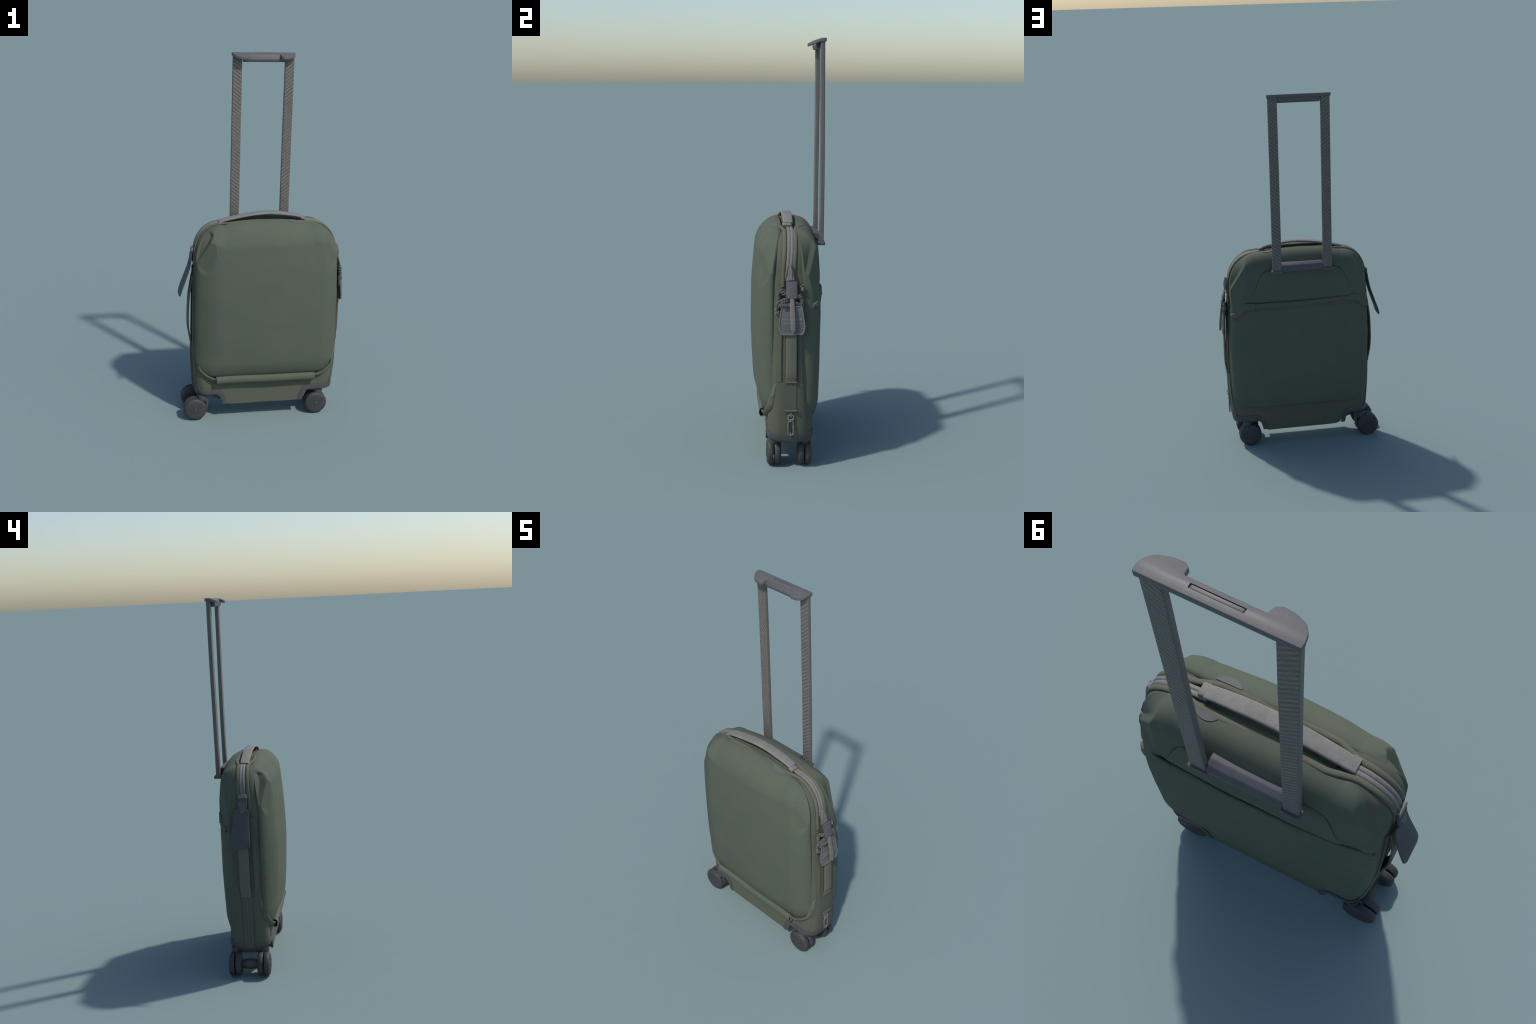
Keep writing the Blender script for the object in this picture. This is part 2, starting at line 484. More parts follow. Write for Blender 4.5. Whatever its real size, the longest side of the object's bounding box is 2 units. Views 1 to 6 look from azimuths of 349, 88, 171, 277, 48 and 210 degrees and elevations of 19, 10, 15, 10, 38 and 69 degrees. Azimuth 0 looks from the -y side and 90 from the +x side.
# ---- rim paths for piping and zipper --------------------------------------
def rim_path(z_start_r, z_start_l, n=260, off=0.0):
    """path along the rim over the top from the right side to the left side"""
    i0 = np.argmin(np.abs(RIM[:, 1] - z_start_r) + 10 * (RIM[:, 0] < 0))
    i1 = np.argmin(np.abs(RIM[:, 1] - z_start_l) + 10 * (RIM[:, 0] > 0))
    P = RIM + RIMN * off
    idx = np.arange(i0, i1 + 1) if i0 < i1 else np.arange(i0, i1 - 1, -1)
    return resample(P[idx], n), resample(RIMN[idx], n)

def rim_sweep(name, zr, zl, yfn, off, profile, mat, parent, xlim=None):
    P, Nn = rim_path(zr, zl, 320, off)
    if xlim:
        k = (P[:, 0] > xlim[0]) & (P[:, 0] < xlim[1]); P, Nn = P[k], Nn[k]
    path = np.stack([P[:, 0], yfn(P[:, 0], P[:, 1]), P[:, 1]], 1)
    up = np.stack([Nn[:, 0], np.zeros(len(P)), Nn[:, 1]], 1)
    return sweep(name, path, norm(up), profile, mat, parent, True, 60)

def welt_gap(x, z):
    return .024 + .020 * smooth(.27, .17, np.abs(x)) * smooth(1.0, 1.1, z)
for sg in (-1, 1):
    rim_sweep("piping", .885, .905, lambda x, z: zip_y(z) - .002 + sg * welt_gap(x, z), .003, circle(.0095, 12, .0050), PIPING, root)
zp = [(-.0155, -.003), (-.0155, .002), (-.013, .005), (-.006, .0065), (-.0015, .0045), (0, .003), (.0015, .0045), (.006, .0065), (.013, .005), (.0155, .002), (.0155, -.003)]
rim_sweep("zipper", .955, 1.05, lambda x, z: zip_y(z), .003, zp, ZIP, root, (.19, 1))
rim_sweep("zipper", 1.05, .955, lambda x, z: zip_y(z), .003, zp, ZIP, root, (-1, -.21))

# ---- carry strap on top ----------------------------------------------------
cs = spline([(-.250, ZC + .007, 1.128), (-.222, ZC + .007, 1.136), (-.15, ZC + .007, 1.1520), (-.06, ZC + .007, 1.1670), (.03, ZC + .007, 1.1725),
             (.11, ZC + .007, 1.1650), (.17, ZC + .007, 1.155), (.198, ZC + .007, 1.147)], 90)
wid = np.interp(cs[:, 0], [-.25, -.2, -.12, .1, .19], [.9, 1.0, 1.06, 1.06, .95])
sweep("carry_handle", cs, (0, 0, 1), flat_profile(.048, .012, 7), STRAP, root, True, 60, np.stack([wid, np.ones(90)], 1))
for x, z, a in ((.207, 1.140, .35), (-.238, 1.130, -.35)):
    p = np.array([(x - .012, ZC + .002, z + .012 * a), (x + .012, ZC + .002, z - .012 * a)])
    sweep("handle_anchor", p, (0, 0, 1), flat_profile(.044, .013, 5), ZIP, root)
# second fabric pass under the strap
box("handle_bed", -.2, .18, ZC - .030, ZC + .034, 1.115, 1.1285, GUSSET, root, .004)

# half-moon rubber tabs beside the strap
def tab(cx, y_in, sgn, half, h):
    pts = [(cx + half * math.cos(a), y_in + sgn * h * math.sin(a)) for a in np.linspace(0, math.pi, 24)]
    nm = "front_panel" if sgn < 0 else "back_panel"
    V = [on_top(nm, x, y, lift) for lift in (-.008, .0024) for x, y in pts]
    n = len(pts)
    F = [tuple(range(n)), tuple(range(n, 2 * n))] + [(i, (i + 1) % n, n + (i + 1) % n, n + i) for i in range(n)]
    return new_obj("rubber_tab", V, F, TAB, root, 40)
tab(.160, -.052, -1, .040, .026)
tab(.170, .044, 1, .036, .024)

# ---- piping/zipper round the lower edge of the front panel -----------------
def follow_front(pts, n): return spline(pts, n)
for s in (1, -1):
    W = lambda z: float(half_width(z, s))
    pts = [(s * (W(.44) - .014), -.066, .440), (s * (W(.4) - .016), -.074, .395), (s * (W(.35) - .018), -.084, .350), (s * (W(.3) - .027), -.097, .305),
           (s * (W(.27) - .062), -.109, .270), (s * (W(.25) - .097), -.116, .252), (s * .268, -.121, .247)]
    pa = spline(pts, 60)
    up = norm(np.stack([pa[:, 0] * 1.2, np.full(60, -.25), (pa[:, 2] - .5) * 1.0], 1))
    taper = np.interp(np.arange(60), [0, 5, 59], [.5, 1, 1])
    sweep("zipper_welt", pa, up, circle(.0185, 14, .0080), GUSSET, root, True, 60, np.stack([taper, taper], 1))
    pb = pa[:17].copy(); pb[:, 0] += s * .003
    sweep("zipper_end", pb, up[:17], circle(.011, 12, .0085), PIPING, root, True, 60, np.stack([taper[:17], taper[:17]], 1))
# rolled flap: open fabric tube hanging along the lower edge
fl = np.stack([np.linspace(-.268, .288, 60), -.130 + .002 * np.sin(np.linspace(0, 9, 60)), .2505 + .0015 * np.sin(np.linspace(0, 5, 60))], 1)
prof = circle(.0150, 20, .0225)
flap = sweep("lower_flap", fl, (0, 0, 1), prof, FABRIC, root, False, 60)
m = flap.modifiers.new("thick", 'SOLIDIFY'); m.thickness = .0025; m.offset = -1; apply_mods(flap, 60)

# ---- cross zipper on the back ----------------------------------------------
def back_line(x):
    """height of the cross zipper: level over the back, dropping to the side seams at both ends"""
    return ZIPZ + .006 + .008 * min(1, max(0, -x / .3)) - .052 * float(smooth(.305, .385, abs(x) + (.012 if x < 0 else 0)))
def back_strip(name, x0, x1, lift, prof, mat, n):
    xs = np.linspace(x0, x1, n)
    P = np.array([on_panel("back_panel", x, back_line(x), lift) for x in xs])
    up = norm(np.stack([np.sign(P[:, 0]) * smooth(.28, .38, np.abs(P[:, 0])) * .8, np.full(n, .6), np.zeros(n)], 1))
    return sweep(name, P, up, prof, mat, root, True, 60)
back_strip("back_zipper_flap", -.372, .384, .003, circle(.0165, 14, .0080), GUSSET, 150)
back_strip("zipper_garage", -.325, -.268, .006, flat_profile(.040, .012, 6), FABRIC, 16)
back_strip("zipper_garage", .268, .322, .006, flat_profile(.040, .012, 6), FABRIC, 16)
back_strip("zipper_tape", -.373, -.322, .004, circle(.011, 10, .0070), WEBBING, 30)
back_strip("zipper_tape", .320, .392, .004, circle(.011, 10, .0070), WEBBING, 30)

# thin dark line along the outline of the raised handle patch
DARK_LINE = material("dark_seam", (.050, .062, .046), (.058, .068, .050), .9, 20, 500, .08, .2, .0005, .2)
for s in (1, -1):
    c = spline([(s * x, z) for x, z in ((.272, .912), (.262, .938), (.252, .965), (.236, 1.005), (.214, 1.035), (.185, 1.048), (.160, 1.050))], 60)
    P = np.array([on_panel("back_panel", x, z, .0003) for x, z in c])
    sweep("seam", P, (0, 1, 0), circle(.0022, 8, .0013), DARK_LINE, root, True, 60, np.stack([np.interp(np.arange(60), [0, 25, 59], [.25, 1, 1])] * 2, 1))

# ---- side patches and strips on the gusset ---------------------------------
def side_sheet(name, s, outline_fn, z0, z1, lift, mat, thick=.003, nz=60, ny=24):
    """sheet lying on the gusset of side s between y limits outline_fn(z)"""
    V = []; F = []
    for i, z in enumerate(np.linspace(z0, z1, nz)):
        ya, yb = outline_fn(z)
        for y in np.linspace(ya, yb, ny):
            V.append((s * (float(core_x(y, z, s)) + .003 * math.exp(-((y - ZC) / .05) ** 2) * float(smooth(.25, .35, z)) + lift), y, z))
    for i in range(nz - 1):
        for j in range(ny - 1):
            a = i * ny + j; F.append((a, a + 1, a + ny + 1, a + ny))
    ob = new_obj(name, V, F, mat, root, 60)
    m = ob.modifiers.new("thick", 'SOLIDIFY'); m.thickness = thick; m.offset = 0
    apply_mods(ob, 50)
    return ob
for s in (1, -1):
    side_sheet("side_patch", s, lambda z: (np.interp(z, [.17, .24, .30, .40, .44], [-.092, -.088, -.078, -.060, -.057]),
                                           np.interp(z, [.17, .24, .30, .40, .44], [.088, .080, .066, .058, .056])), .172, .440, .0012, GUSSET)
    side_sheet("gusset_fold", s, lambda z: (-.060 + .004 * math.sin(z * 9), -.040 + .004 * math.sin(z * 9)), .44, .87, .0015, GUSSET, .006)
    side_sheet("gusset_fold", s, lambda z: (.036 + .003 * math.sin(z * 8), .054 + .003 * math.sin(z * 8)), .44, .87, .0015, GUSSET, .006)
side_sheet("zipper_cover", 1, lambda z: (-.023, .026), .300, .432, .003, GUSSET, .005)
side_sheet("zipper_cover", -1, lambda z: (-.028, .024), .150, .440, .005, GUSSET, .007)
side_sheet("zipper_seam", -1, lambda z: (-.004, .002), .16, .428, .010, PIPING, .003, 60, 4)
for z, s in ((.300, 1), (.438, 1), (.438, -1)):
    y0, y1 = (-.026, .030)
    pth = np.array([(s * (float(core_x(y, z, s)) + .009), y, z) for y in np.linspace(y0, y1, 12)])
    sweep("bar_tack", pth, (0, 0, 1), circle(.0050, 10), GUSSET, root)

# ---- side webbing handles --------------------------------------------------
pr = spline([(.415, .002, .815), (.426, .002, .76), (.430, .002, .66), (.431, .002, .56), (.430, .002, .48), (.421, .002, .438)], 70)
sweep("side_handle", pr, (1, 0, 0), flat_profile(.050, .009, 6), WEBBING, root)
pl = spline([(-.390, .004, .83), (-.400, .004, .77), (-.409, .004, .70), (-.413, .004, .60), (-.410, .004, .52), (-.394, .004, .434)], 70)
sweep("side_handle", pl, (-1, 0, 0), flat_profile(.055, .009, 6), WEBBING, root)

# ---- left leather pull -----------------------------------------------------
def shaped_strip(name, path, up, width_fn, thick, mat, parent, n=70):
    P = spline(path, n); t = np.linspace(0, 1, n)
    w = np.array([width_fn(a) for a in t])
    return sweep(name, P, up, flat_profile(1.0, thick, 6), mat, parent, True, 50, np.stack([w, np.ones(n)], 1)), P
def strip(name, path, up, widths, thick, mat, parent, n=80):
    """flat strip with a width profile; square-cut edges, lightly bevelled"""
    P = spline(path, n); t = np.linspace(0, 1, n)
    w = np.interp(t, [a for a, _ in widths], [b for _, b in widths])
    T, S, Nn = frames(P, up)
    prof = [(-.5, -.5), (-.5, .5), (.5, .5), (.5, -.5)]
    V = []
    for i in range(n):
        for a, b in prof:
            V.append(P[i] + S[i] * a * w[i] + Nn[i] * b * thick)
    F = [(i * 4 + j, i * 4 + (j + 1) % 4, i * 4 + 4 + (j + 1) % 4, i * 4 + 4 + j) for i in range(n - 1) for j in range(4)]
    F += [(0, 1, 2, 3), tuple((n - 1) * 4 + j for j in range(4))]
    ob = new_obj(name, V, F, mat, parent, 40)
    bevel(ob, min(.0022, thick * .3), 2, 50, 45)
    return ob
pull = strip("leather_pull", [(-.401, .004, .915), (-.411, .006, .870), (-.434, .009, .80), (-.450, .010, .755), (-.461, .010, .715)],
             (-1, 0, 0), [(0, .062), (.03, .074), (.10, .078), (.6, .096), (.84, .101), (.92, .097), (1, .072)], .007, FLAP, root)
strip("pull_neck", [(-.391, -.002, .985), (-.397, -.002, .95), (-.405, .000, .90)], (-1, 0, 0), [(0, .050), (.8, .050), (1, .052)], .010, FLAP, pull, 20)
strip("pull_tongue", [(-.400, -.003, .955), (-.405, -.002, .925), (-.411, .001, .895)], (-1, 0, 0), [(0, .040), (.35, .040), (.4, .026), (1, .026)], .006, PLATE, pull, 20)
strip("pull_collar", [(-.391, -.004, .990), (-.395, -.004, .972)], (-1, 0, 0), [(0, .046), (1, .050)], .012, ZIP, pull, 8)

# ---- right zipper pull, cord, luggage tag ----------------------------------
sl = strip("zipper_slider", [(.402, ZC + .002, .985), (.409, ZC + .003, .95), (.413, ZC + .005, .915)], (1, 0, 0), [(0, .022), (.4, .034), (1, .042)], .012, ZIP, root, 16)
for s in (-1, 1):
    pth = spline([(.408, ZC + s * .006, .985), (.415, ZC + s * .012, .955), (.416, ZC + s * .014, .925)], 16)
    sweep("slider_rib", pth, (1, 0, 0), circle(.004, 8), METAL, sl)
pp = strip("pull_plate", [(.417, .002, .912), (.427, .002, .875), (.438, .002, .836)], (1, 0, 0), [(0, .049), (1, .051)], .008, PLATE, root, 12)
strip("pull_tongue", [(.434, .004, .845), (.441, .004, .800), (.449, .006, .74), (.453, .008, .682)], (1, 0, 0),
      [(0, .018), (.2, .022), (.7, .024), (.92, .022), (1, .010)], .010, ZIP, pp, 50)

tagpoly = fillet([(-.046, .802, .006), (.050, .804, .006), (.056, .765, .03), (.065, .705, .03), (.056, .668, .014), (-.048, .668, .014), (-.060, .705, .03), (-.052, .765, .03)], 6)
def tilt(z):   # the tag hangs slightly outwards at the foot
    return .430 + (.80 - z) * .05
def tag_part(name, poly, x0, x1, mat, parent, bev):
    ob = prism(name, [tuple(p) for p in poly], 0, x0, x1, mat, parent, bev, 2, 40)
    for v in ob.data.vertices:
        v.co.x += tilt(v.co.z)
    ob.data.update()
    return ob
tag = tag_part("luggage_tag", tagpoly, -.004, .003, TAGMAT, root, .0015)
cy = tagpoly.mean(0)
inner = cy + (tagpoly - cy) * .90
ringV = []
nn = len(tagpoly)
for x in (-.002, .0055):
    for q in tagpoly: ringV.append((x + tilt(q[1]), q[0], q[1]))
    for q in inner: ringV.append((x + tilt(q[1]), q[0], q[1]))
RF = []
for i in range(nn):
    j = (i + 1) % nn
    a, b, c, d = i, j, nn + j, nn + i; o = 2 * nn
    RF += [(a, b, c, d), (a + o, b + o, c + o, d + o), (a, b, b + o, a + o), (d, c, c + o, d + o)]
new_obj("tag_rim", ringV, RF, TAGRIM, tag, 40)
# printed rows: worn, unreadable capitals built as small raised strokes
def print_row(z, h, y0, y1, wmin, wmax, gap):
    V = []; F = []; y = y0
    while y < y1:
        w = random.uniform(wmin, wmax)
        hh = h * random.uniform(.75, 1.0); b = len(V)
        xx = tilt(z) + .0030
        for dx in (0, .0010):
            V += [(xx + dx, y, z - hh / 2), (xx + dx, y + w, z - hh / 2), (xx + dx, y + w, z + hh / 2), (xx + dx, y, z + hh / 2)]
        F += [(b, b + 1, b + 2, b + 3), (b + 4, b + 5, b + 6, b + 7)] + [(b + k, b + (k + 1) % 4, b + 4 + (k + 1) % 4, b + 4 + k) for k in range(4)]
        y += w + gap * random.uniform(.7, 1.6)
    ob = new_obj("tag_lettering", V, F, INK, tag, 30, "stuff")
print_row(.739, .009, -.043, .050, .004, .011, .003)
print_row(.722, .006, -.043, .048, .003, .007, .003)
print_row(.690, .003, -.050, .052, .003, .006, .004)
print_row(.677, .008, -.043, .046, .002, .004, .003)
strip("tag_slot", [(tilt(.79) + .003, -.028, .786), (tilt(.79) + .003, -.004, .786)], (1, 0, 0), [(0, .018), (1, .018)], .003, PLASTIC, tag, 6)

def rope(name, pts, r, turns, mat, parent, n=120):
    """coarse two-strand twist"""
    P = spline(pts, n)
    T, S, Nn = frames(P, (1, .1, .2))
    t = np.linspace(0, 1, n)
    for k in range(2):
        ph = 2 * math.pi * (turns * t + k / 2)
        Q = P + S * (np.cos(ph) * r)[:, None] + Nn * (np.sin(ph) * r)[:, None]
        fat = 1 + .18 * np.sin(2 * ph + k)
        sweep(name, Q, (1, .1, .2), circle(r * .86, 8), mat, parent, True, 60, np.stack([fat, fat], 1), "stuff")
rope("cord", [(.422, -.012, .850), (.424, -.030, .856), (.420, -.052, .866), (.422, -.058, .838), (.426, -.046, .818), (.428, -.02, .826), (.428, .0, .834)], .0056, 6, CORD, tag)
rope("cord", [(.424, -.006, .824), (.428, -.030, .828), (.422, -.057, .812), (.420, -.064, .790), (.422, -.062, .764), (.426, -.052, .770)], .0056, 6, CORD, tag)
rope("cord", [(.428, -.058, .800), (.430, -.035, .806), (.431, -.010, .806), (.431, .015, .808)], .0056, 4.5, CORD, tag)
rope("cord", [(.422, .020, .840), (.426, .038, .845), (.424, .050, .826), (.427, .046, .806), (.429, .025, .812), (.430, .01, .818)], .0056, 5, CORD, tag)
# small toggle loop near the back seam
bl = spline([(.405, .044, .862), (.411, .043, .884), (.409, .053, .892), (.406, .060, .880), (.404, .058, .858)], 30)
sweep("toggle_loop", bl, (1, 0, 0), circle(.004, 8), GUSSET, root)
be = [(.0001, -.012), (.005, -.009), (.0065, 0), (.005, .009), (.0001, .012)]
V, F = lathe(be, 14, 'z')
new_obj("toggle_bead", [(x + .409, y + .052, z + .874) for x, y, z in V], F, STRAP, root, 60)

# ---- little metal zipper pull low on the right side -------------------------
def ring(name, cx, cy_, cz, ry, rz, r, mat, parent, n=32):
    pts = []
    for a in np.linspace(0, 2 * math.pi, n, endpoint=False):
        c, s = math.cos(a), math.sin(a)
        pts.append((cx, cy_ + ry * np.sign(c) * abs(c) ** .6, cz + rz * np.sign(s) * abs(s) ** .6))
    return sweep(name, np.array(pts), (1, 0, 0), circle(r, 8), mat, parent, False, 60, None, None, True)
mp = ring("metal_zipper_pull", .418, .001, .216, .0125, .036, .0036, METAL, root)
ring("pull_link", .418, .002, .267, .0125, .012, .0045, METAL, mp, 24)
V, F = lathe([(.0001, -.016), (.006, -.012), (.0065, .004), (.0045, .014), (.0001, .017)], 14, 'z')
new_obj("pull_slider", [(x + .416, y + .002, z + .279) for x, y, z in V], F, METAL, mp, 60)
new_obj("pull_stud", [(x * .8 + .417, y * .8 + .001, z * .5 + .251) for x, y, z in V], F, METAL, mp, 60)
new_obj("pull_stud", [(x * .6 + .417, y * .6 + .001, z * .4 + .187) for x, y, z in V], F, METAL, mp, 60)

# ---- plastic corner guards ---------------------------------------------------
def plan_curve(z, s=1):
    """dense plan outline of the core on the right half at height z: front centre -> side -> back centre"""
    P = []
    ys = [F0 + (FY - F0) * math.sin(a) for a in np.linspace(math.pi / 2 * .97, 0, 30)] + list(np.linspace(F0, B0, 12))[1:-1] + \
         [B0 + (BY - B0) * math.sin(a) for a in np.linspace(0, math.pi / 2 * .97, 30)]
    side = [(float(core_x(y, z, s)), y) for y in ys]
    P = [(0, FY)] + side + [(0, BY)]
    return resample(np.array(P), 500)
def guard(s):
    # control pairs along the band: fraction positions given by front x, side, back x
    ctrl = [  # (where, upper q-x, upper z, lower q-x, lower z)
        ('f', .202, .096, .226, .094), ('f', .208, .122, .232, .118), ('f', .222, .158, .243, .140), ('f', .240, .178, .258, .154),
        ('f', .270, .185, .275, .156), ('f', .325, .188, .325, .156), ('c', .0, .187, 0, .154), ('s', .25, .174, .25, .136),
        ('s', .5, .170, .5, .132), ('s', .75, .174, .75, .136), ('d', .0, .187, 0, .154), ('b', .325, .188, .325, .156), ('b', .280, .186, .285, .156),
        ('b', .250, .178, .266, .154), ('b', .232, .158, .250, .140), ('b', .220, .124, .243, .118), ('b', .214, .100, .238, .098)]
    def locate(kind, v, z):
        C = plan_curve(z, s)
        if kind in 'fb':
            half = C[:250] if kind == 'f' else C[250:]
            k = np.argmin(np.abs(half[:, 0] - v)); return (0 if kind == 'f' else 250) + k
        y = {'c': -.085, 'd': .088}.get(kind, -.07 + .14 * v)
        m = C[:, 0] > .3
        d = np.where(m, np.abs(C[:, 1] - y), 9)
        return int(np.argmin(d))
    up = [(locate(k, a, z), z) for k, a, z, _, _ in ctrl]; lo = [(locate(k, b, z), z) for k, _, _, b, z in ctrl]
    U = spline(up, 120); Lw = spline(lo, 120)
    V = []; nr = 6
    curves = {}
    for i in range(120):
        for r in range(nr):
            f = r / (nr - 1)
            q = U[i, 0] * (1 - f) + Lw[i, 0] * f; z = U[i, 1] * (1 - f) + Lw[i, 1] * f
            kz = round(float(z), 3)
            if kz not in curves:
                C = plan_curve(kz, s); T = norm(np.gradient(C, axis=0)); curves[kz] = (C, np.stack([T[:, 1], -T[:, 0]], 1))
            C, Nn = curves[kz]
            x = np.interp(q, np.arange(500), C[:, 0]); y = np.interp(q, np.arange(500), C[:, 1])
            nx = np.interp(q, np.arange(500), Nn[:, 0]); ny = np.interp(q, np.arange(500), Nn[:, 1])
            o = .0035 + .002 * math.sin(math.pi * f)
            V.append((s * (x + nx * o), y + ny * o, z))
    F = [(i * nr + j, i * nr + j + 1, (i + 1) * nr + j + 1, (i + 1) * nr + j) for i in range(119) for j in range(nr - 1)]
    ob = new_obj("corner_guard", V, F, PLASTIC, root, 60)
    m = ob.modifiers.new("thick", 'SOLIDIFY'); m.thickness = .012; m.offset = -1
    apply_mods(ob, 45)
    return ob
for s in (1, -1):
    guard(s)
# sloping floor of the left wheel wells
prism("wheel_well", [(-.196, .086), (-.222, .092), (-.295, .122), (-.355, .136), (-.355, .150), (-.196, .150)], 1, -.052, .058, PLASTIC, root, .003)
box("caster_mount", -.356, -.298, -.062, .066, .116, .151, RUBBER, root, .006)
# arch ceiling plates above the wheels
for s in (1, -1):
    prism("wheel_well", [(s * .250, -.092), (s * .352, -.088), (s * .366, -.05), (s * .366, .05), (s * .352, .09), (s * .250, .094)], 2, .1425, .1515, PLASTIC, root, .002)

# ---- casters -------------------------------------------------------------------
R = .0635
def wheel_mesh(name):
    hw = .0150
    pr = [(.020, -hw * .9), (.050, -hw * .9), (.058, -hw), (R - .004, -hw), (R - .001, -hw * .75), (R, -hw * .3), (R, hw * .1), (R - .001, hw * .45), (R - .005, hw * .8), (R - .012, hw * 1.0), (.046, hw * 1.06), (.020, hw * 1.08)]
    V, F = lathe(pr, 56)
    return V, F
WV, WF = wheel_mesh("wheel")
wheel_me = None
def caster(cx, cyc, cz, out):
    """twin wheel caster; cyc is the mid y of the pair, out = -1 when the outer face looks to -y"""
    global wheel_me
    px = cx + (.038 if cx < 0 else .014)
    # fork: swivel head, centre web to the axle, drop strut
    head_v, head_f = lathe([(.0001, .104), (.018, .104), (.024, .110), (.026, .125), (.026, .147), (.0001, .147)], 28, 'z')
    V = [(x + px, y + cyc, z) for x, y, z in head_v]; F = list(head_f)
    def add(vs, fs):
        b = len(V); V.extend(vs); F.extend([tuple(i + b for i in f) for f in fs])
    web = fillet([(cx - .018, cz - .012, .008), (cx + .020, cz - .014, .008), (px + .022, .11, .006), (px + .020, .142, .004), (px - .026, .142, .01), (cx - .018, cz + .02, .01)], 5)
    n = len(web)
    vs = [(x, cyc + h, z) for h in (-.0028, .0028) for x, z in web]
    add(vs, [tuple(range(n)), tuple(range(n, 2 * n))] + [(i, (i + 1) % n, n + (i + 1) % n, n + i) for i in range(n)])
    sx = cx + .066
    strut = [(sx - .012, .150), (sx + .010, .150), (sx + .007, .10), (sx + .003, .060), (sx - .004, .057), (sx - .005, .095)]
    n = len(strut)
    vs = [(x, cyc + h, z) for h in (-.012, .012) for x, z in strut]
    if cx < 0: add(vs, [tuple(range(n)), tuple(range(n, 2 * n))] + [(i, (i + 1) % n, n + (i + 1) % n, n + i) for i in range(n)])
    ax, af = lathe([(.008, -.030), (.008, .030)], 14)
    add([(x + cx, y + cyc, z + cz) for x, y, z in ax], af)
    fork = new_obj("caster", V, F, PLASTIC, root, 40)
    for sg in (-1, 1):
        yw = cyc + sg * .0182
        if wheel_me is None:
            w = new_obj("wheel", WV, WF, RUBBER, fork, 40); wheel_me = w.data
        else:
            w = bpy.data.objects.new("wheel", wheel_me); COLL.objects.link(w); w.parent = fork
        w.location = (cx, yw, cz)
        w.rotation_euler = (0, 0, 0 if sg > 0 else math.pi)
        if sg == out:
            # hub cap on the outer face: raised boss with three arms
            V2 = []; F2 = []
            def add2(vs, fs):
                b = len(V2); V2.extend(vs); F2.extend([tuple(i + b for i in f) for f in fs])
            y0 = out * .0150; y1 = out * .0192
            a0 = .25 if cx < 0 else .1
            boss = [(.0115 * math.cos(a0 + k * math.pi / 2 + .6), .0115 * math.sin(a0 + k * math.pi / 2 + .6)) for k in range(4)]
            bs = [(x * k, y, z * k) for y, k in ((y0, 1.15), (y1, .9)) for x, z in boss]
            add2(bs, [(0, 1, 2, 3), (4, 5, 6, 7)] + [(i, (i + 1) % 4, 4 + (i + 1) % 4, 4 + i) for i in range(4)])
            for k in range(3):
                a = math.radians(112 + 125 * k + 6 * math.sin(k * 3 + cx * 9))
                d = np.array([math.cos(a), math.sin(a)]); pq = np.array([-d[1], d[0]])
                q = [d * .010 + pq * .0022, d * .046 + pq * .0016, d * .046 - pq * .0016, d * .010 - pq * .0022]
                vs = [(x, y, z) for y in (y0, out * .0176) for x, z in q]
                add2(vs, [(0, 1, 2, 3), (4, 5, 6, 7)] + [(i, (i + 1) % 4, 4 + (i + 1) % 4, 4 + i) for i in range(4)])
            hub = new_obj("hub_cap", [(x + cx, y + yw, z + cz) for x, y, z in V2], F2, DARKHUB, fork, 30)
    return fork
CAST = {}
for cx, cyc, out in ((-.377, -.074, -1), (-.377, .078, 1), (.311, -.074, -1), (.311, .071, 1)):
    CAST[(cx, out)] = caster(cx, cyc, R, out)
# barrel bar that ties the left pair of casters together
pr = [(.0001, -.042), (.021, -.042), (.026, -.02), (.028, .002), (.026, .022), (.021, .046), (.0001, .046)]
V, F = lathe(pr, 28)
new_obj("axle_bar", [(x - .372, y, z + .060) for x, y, z in V], F, PLASTIC, root, 60)

# ---- telescopic handle -----------------------------------------------------------
th = bpy.data.objects.new("telescopic_handle", None); COLL.objects.link(th); th.parent = root
def post(s):
    xc, w, yc, t = s * .1402, .0502, .1585 + .001 * s, .0205
    prof = fillet([(-w / 2, -t / 2, .004), (w / 2, -t / 2, .004), (w / 2, t / 2, .004), (-w / 2, t / 2, .004)], 4)
    prof = resample(np.vstack([prof, prof[:1]]), 73)[:-1]
    n = len(prof); zs = np.linspace(1.040, 1.984, 560); V = []
    for z in zs:
        for x, y in prof:
            X = xc + x
            on = float(smooth(w / 2 - .001, w / 2 - .006, abs(x)))
            c = z - .8 * abs(X) + .006 * noise.noise(Vector((X * 9, y * 4, z * 9)))
            amp = .00035 * (.6 + .8 * noise.noise(Vector((X * 20, y * 30 + 5, z * 12))))
            dy = on * amp * math.sin(c * 48 * 2 * math.pi) * (1 if y > 0 else -1) if abs(y) > t / 2 - .0015 else 0
            lean = .0015 * math.sin(z * 5 + s)
            V.append((X + .0008 * noise.noise(Vector((z * 6, s, y * 2))), yc + y + dy + lean, z))
    F = [(i * n + j, i * n + (j + 1) % n, (i + 1) * n + (j + 1) % n, (i + 1) * n + j) for i in range(len(zs) - 1) for j in range(n)]
    F += [tuple(range(n)), tuple((len(zs) - 1) * n + j for j in range(n))]
    ob = new_obj("post", V, F, POST, th, 50)
    ob.data.materials.append(POSTSIDE)
    for f in ob.data.polygons:
        if abs(f.normal.x) > .6:
            f.material_index = 1
    return ob
post(1); post(-1)
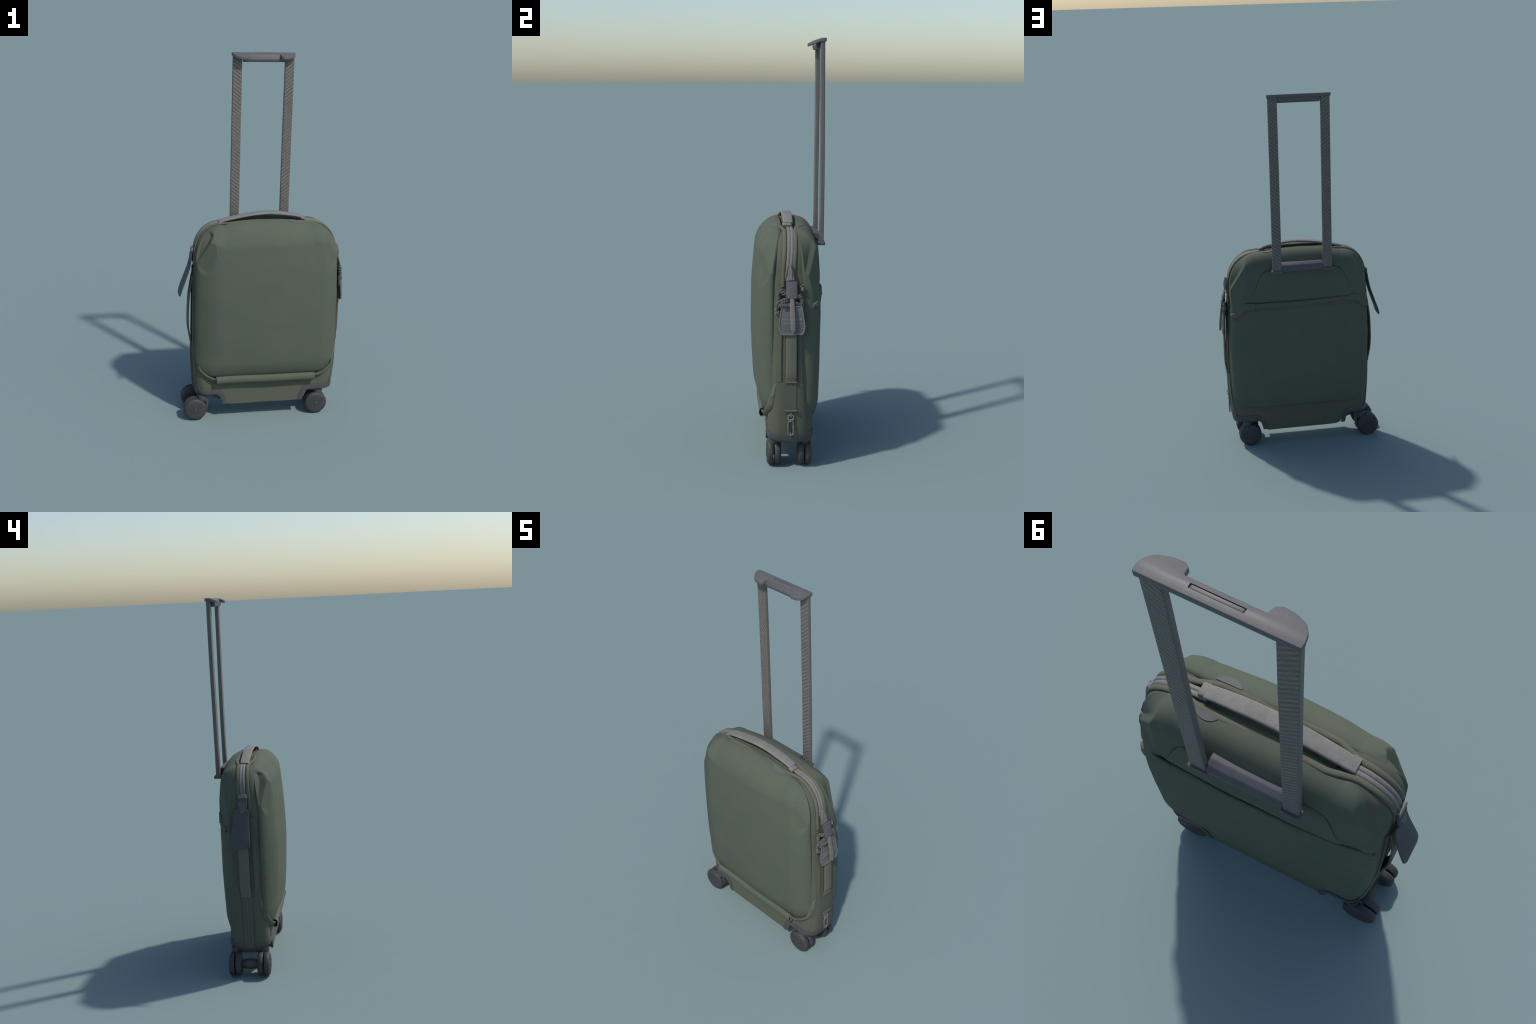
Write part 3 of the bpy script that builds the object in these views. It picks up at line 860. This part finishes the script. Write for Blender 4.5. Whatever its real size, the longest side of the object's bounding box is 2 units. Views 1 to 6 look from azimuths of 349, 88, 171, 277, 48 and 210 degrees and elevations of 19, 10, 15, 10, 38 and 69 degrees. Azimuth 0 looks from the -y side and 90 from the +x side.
# grip: flat sloping plate with two thumb lobes, D section bar beneath
half = [(0, .1745, 0), (.1695, .1745, .003), (.1705, .160, .004), (.166, .139, .010), (.153, .120, .02), (.127, .109, .02), (.100, .106, .014), (.087, .115, .008), (.084, .136, .003), (0, .138, 0)]
poly = fillet([(x, y, r) for x, y, r in half[:-1]] + [(-x, y, r) for x, y, r in half[1:-1][::-1]], 6)
poly = np.array([p for p in poly])
def grip_top(y): return 2.0 - np.maximum(0, .150 - y) * .34 + 0 * y
def shear_plate(name, poly, lo, hi, mat, parent, bev):
    ob = prism(name, [tuple(p) for p in poly], 2, lo, hi, mat, parent, 0)
    bm = bmesh.new(); bm.from_mesh(ob.data)
    bmesh.ops.bisect_plane(bm, geom=bm.verts[:] + bm.edges[:] + bm.faces[:], plane_co=(0, .150, 0), plane_no=(0, 1, 0))
    for v in bm.verts: v.co.z += float(grip_top(v.co.y))
    bm.to_mesh(ob.data); bm.free()
    bevel(ob, bev, 3, 40, 40)
    return ob
grip = shear_plate("grip", poly, -.0165, 0, GRIP, th, .0018)
dsec = fillet([(.1365, 1.9925, .001), (.168, 1.993, .002), (.166, 1.966, .004), (.152, 1.954, .008), (.135, 1.953, .005), (.130, 1.968, .004)], 5)
prism("grip_bar", [tuple(p) for p in dsec], 0, -.1125, .1125, GRIP, th, .002)
# release button lying in a shallow slot of the grip
cut = box("slot_cutter", -.050, .064, .1475, .1585, 1.9955, 2.01, GRIP, None, .001)
mo = grip.modifiers.new("slot", 'BOOLEAN'); mo.operation = 'DIFFERENCE'; mo.object = cut; mo.solver = 'EXACT'
apply_mods(grip, 40)
bpy.data.objects.remove(cut)
box("release_button", -.047, .061, .1485, .1575, 1.985, 1.9980, GRIP, grip, .0015)
# lower bracket on the back of the case
for s in (1, -1):
    box("post_collar", s * .112, s * .1705, .126, .1765, 1.035, 1.051, PLATE, th, .003) if s > 0 else box("post_collar", -.1705, -.112, .126, .1765, 1.035, 1.051, PLATE, th, .003)
bsec = fillet([(.095, 1.038, 0), (.168, 1.040, .006), (.170, 1.056, .006), (.158, 1.076, .012), (.140, 1.087, .012), (.110, 1.087, .006), (.095, 1.08, 0)], 6)
prism("bracket_bar", [tuple(p) for p in bsec], 0, -.115, .115, PLATE, th, .002)

# ---- small tonal emblem on the front and on the back ------------------------------
def emblem(cx, cz, surf, sgn, size, strokes):
    V = []; F = []
    for (ax, az, bx, bz_) in strokes:
        a = np.array([cx + ax * size, cz + az * size]); b = np.array([cx + bx * size, cz + bz_ * size])
        d = (b - a) / np.linalg.norm(b - a); p = np.array([-d[1], d[0]]) * .0011
        base = len(V)
        for lift in (-.004, .0008):
            for q in (a + p, b + p, b - p, a - p):
                V.append(on_panel("front_panel" if sgn < 0 else "back_panel", q[0], q[1], lift))
        F += [(base, base + 1, base + 2, base + 3), (base + 4, base + 5, base + 6, base + 7)] + \
             [(base + k, base + (k + 1) % 4, base + 4 + (k + 1) % 4, base + 4 + k) for k in range(4)]
    return new_obj("emblem", V, F, MARK, root, 30)
ST = [(-.5, .5, -.35, -.4), (-.35, -.4, .3, .0), (.3, .0, .5, .25), (-.1, .35, -.05, .05), (.1, -.3, .45, -.45)]
emblem(-.014, 1.088, front_surf, -1, .016, ST)
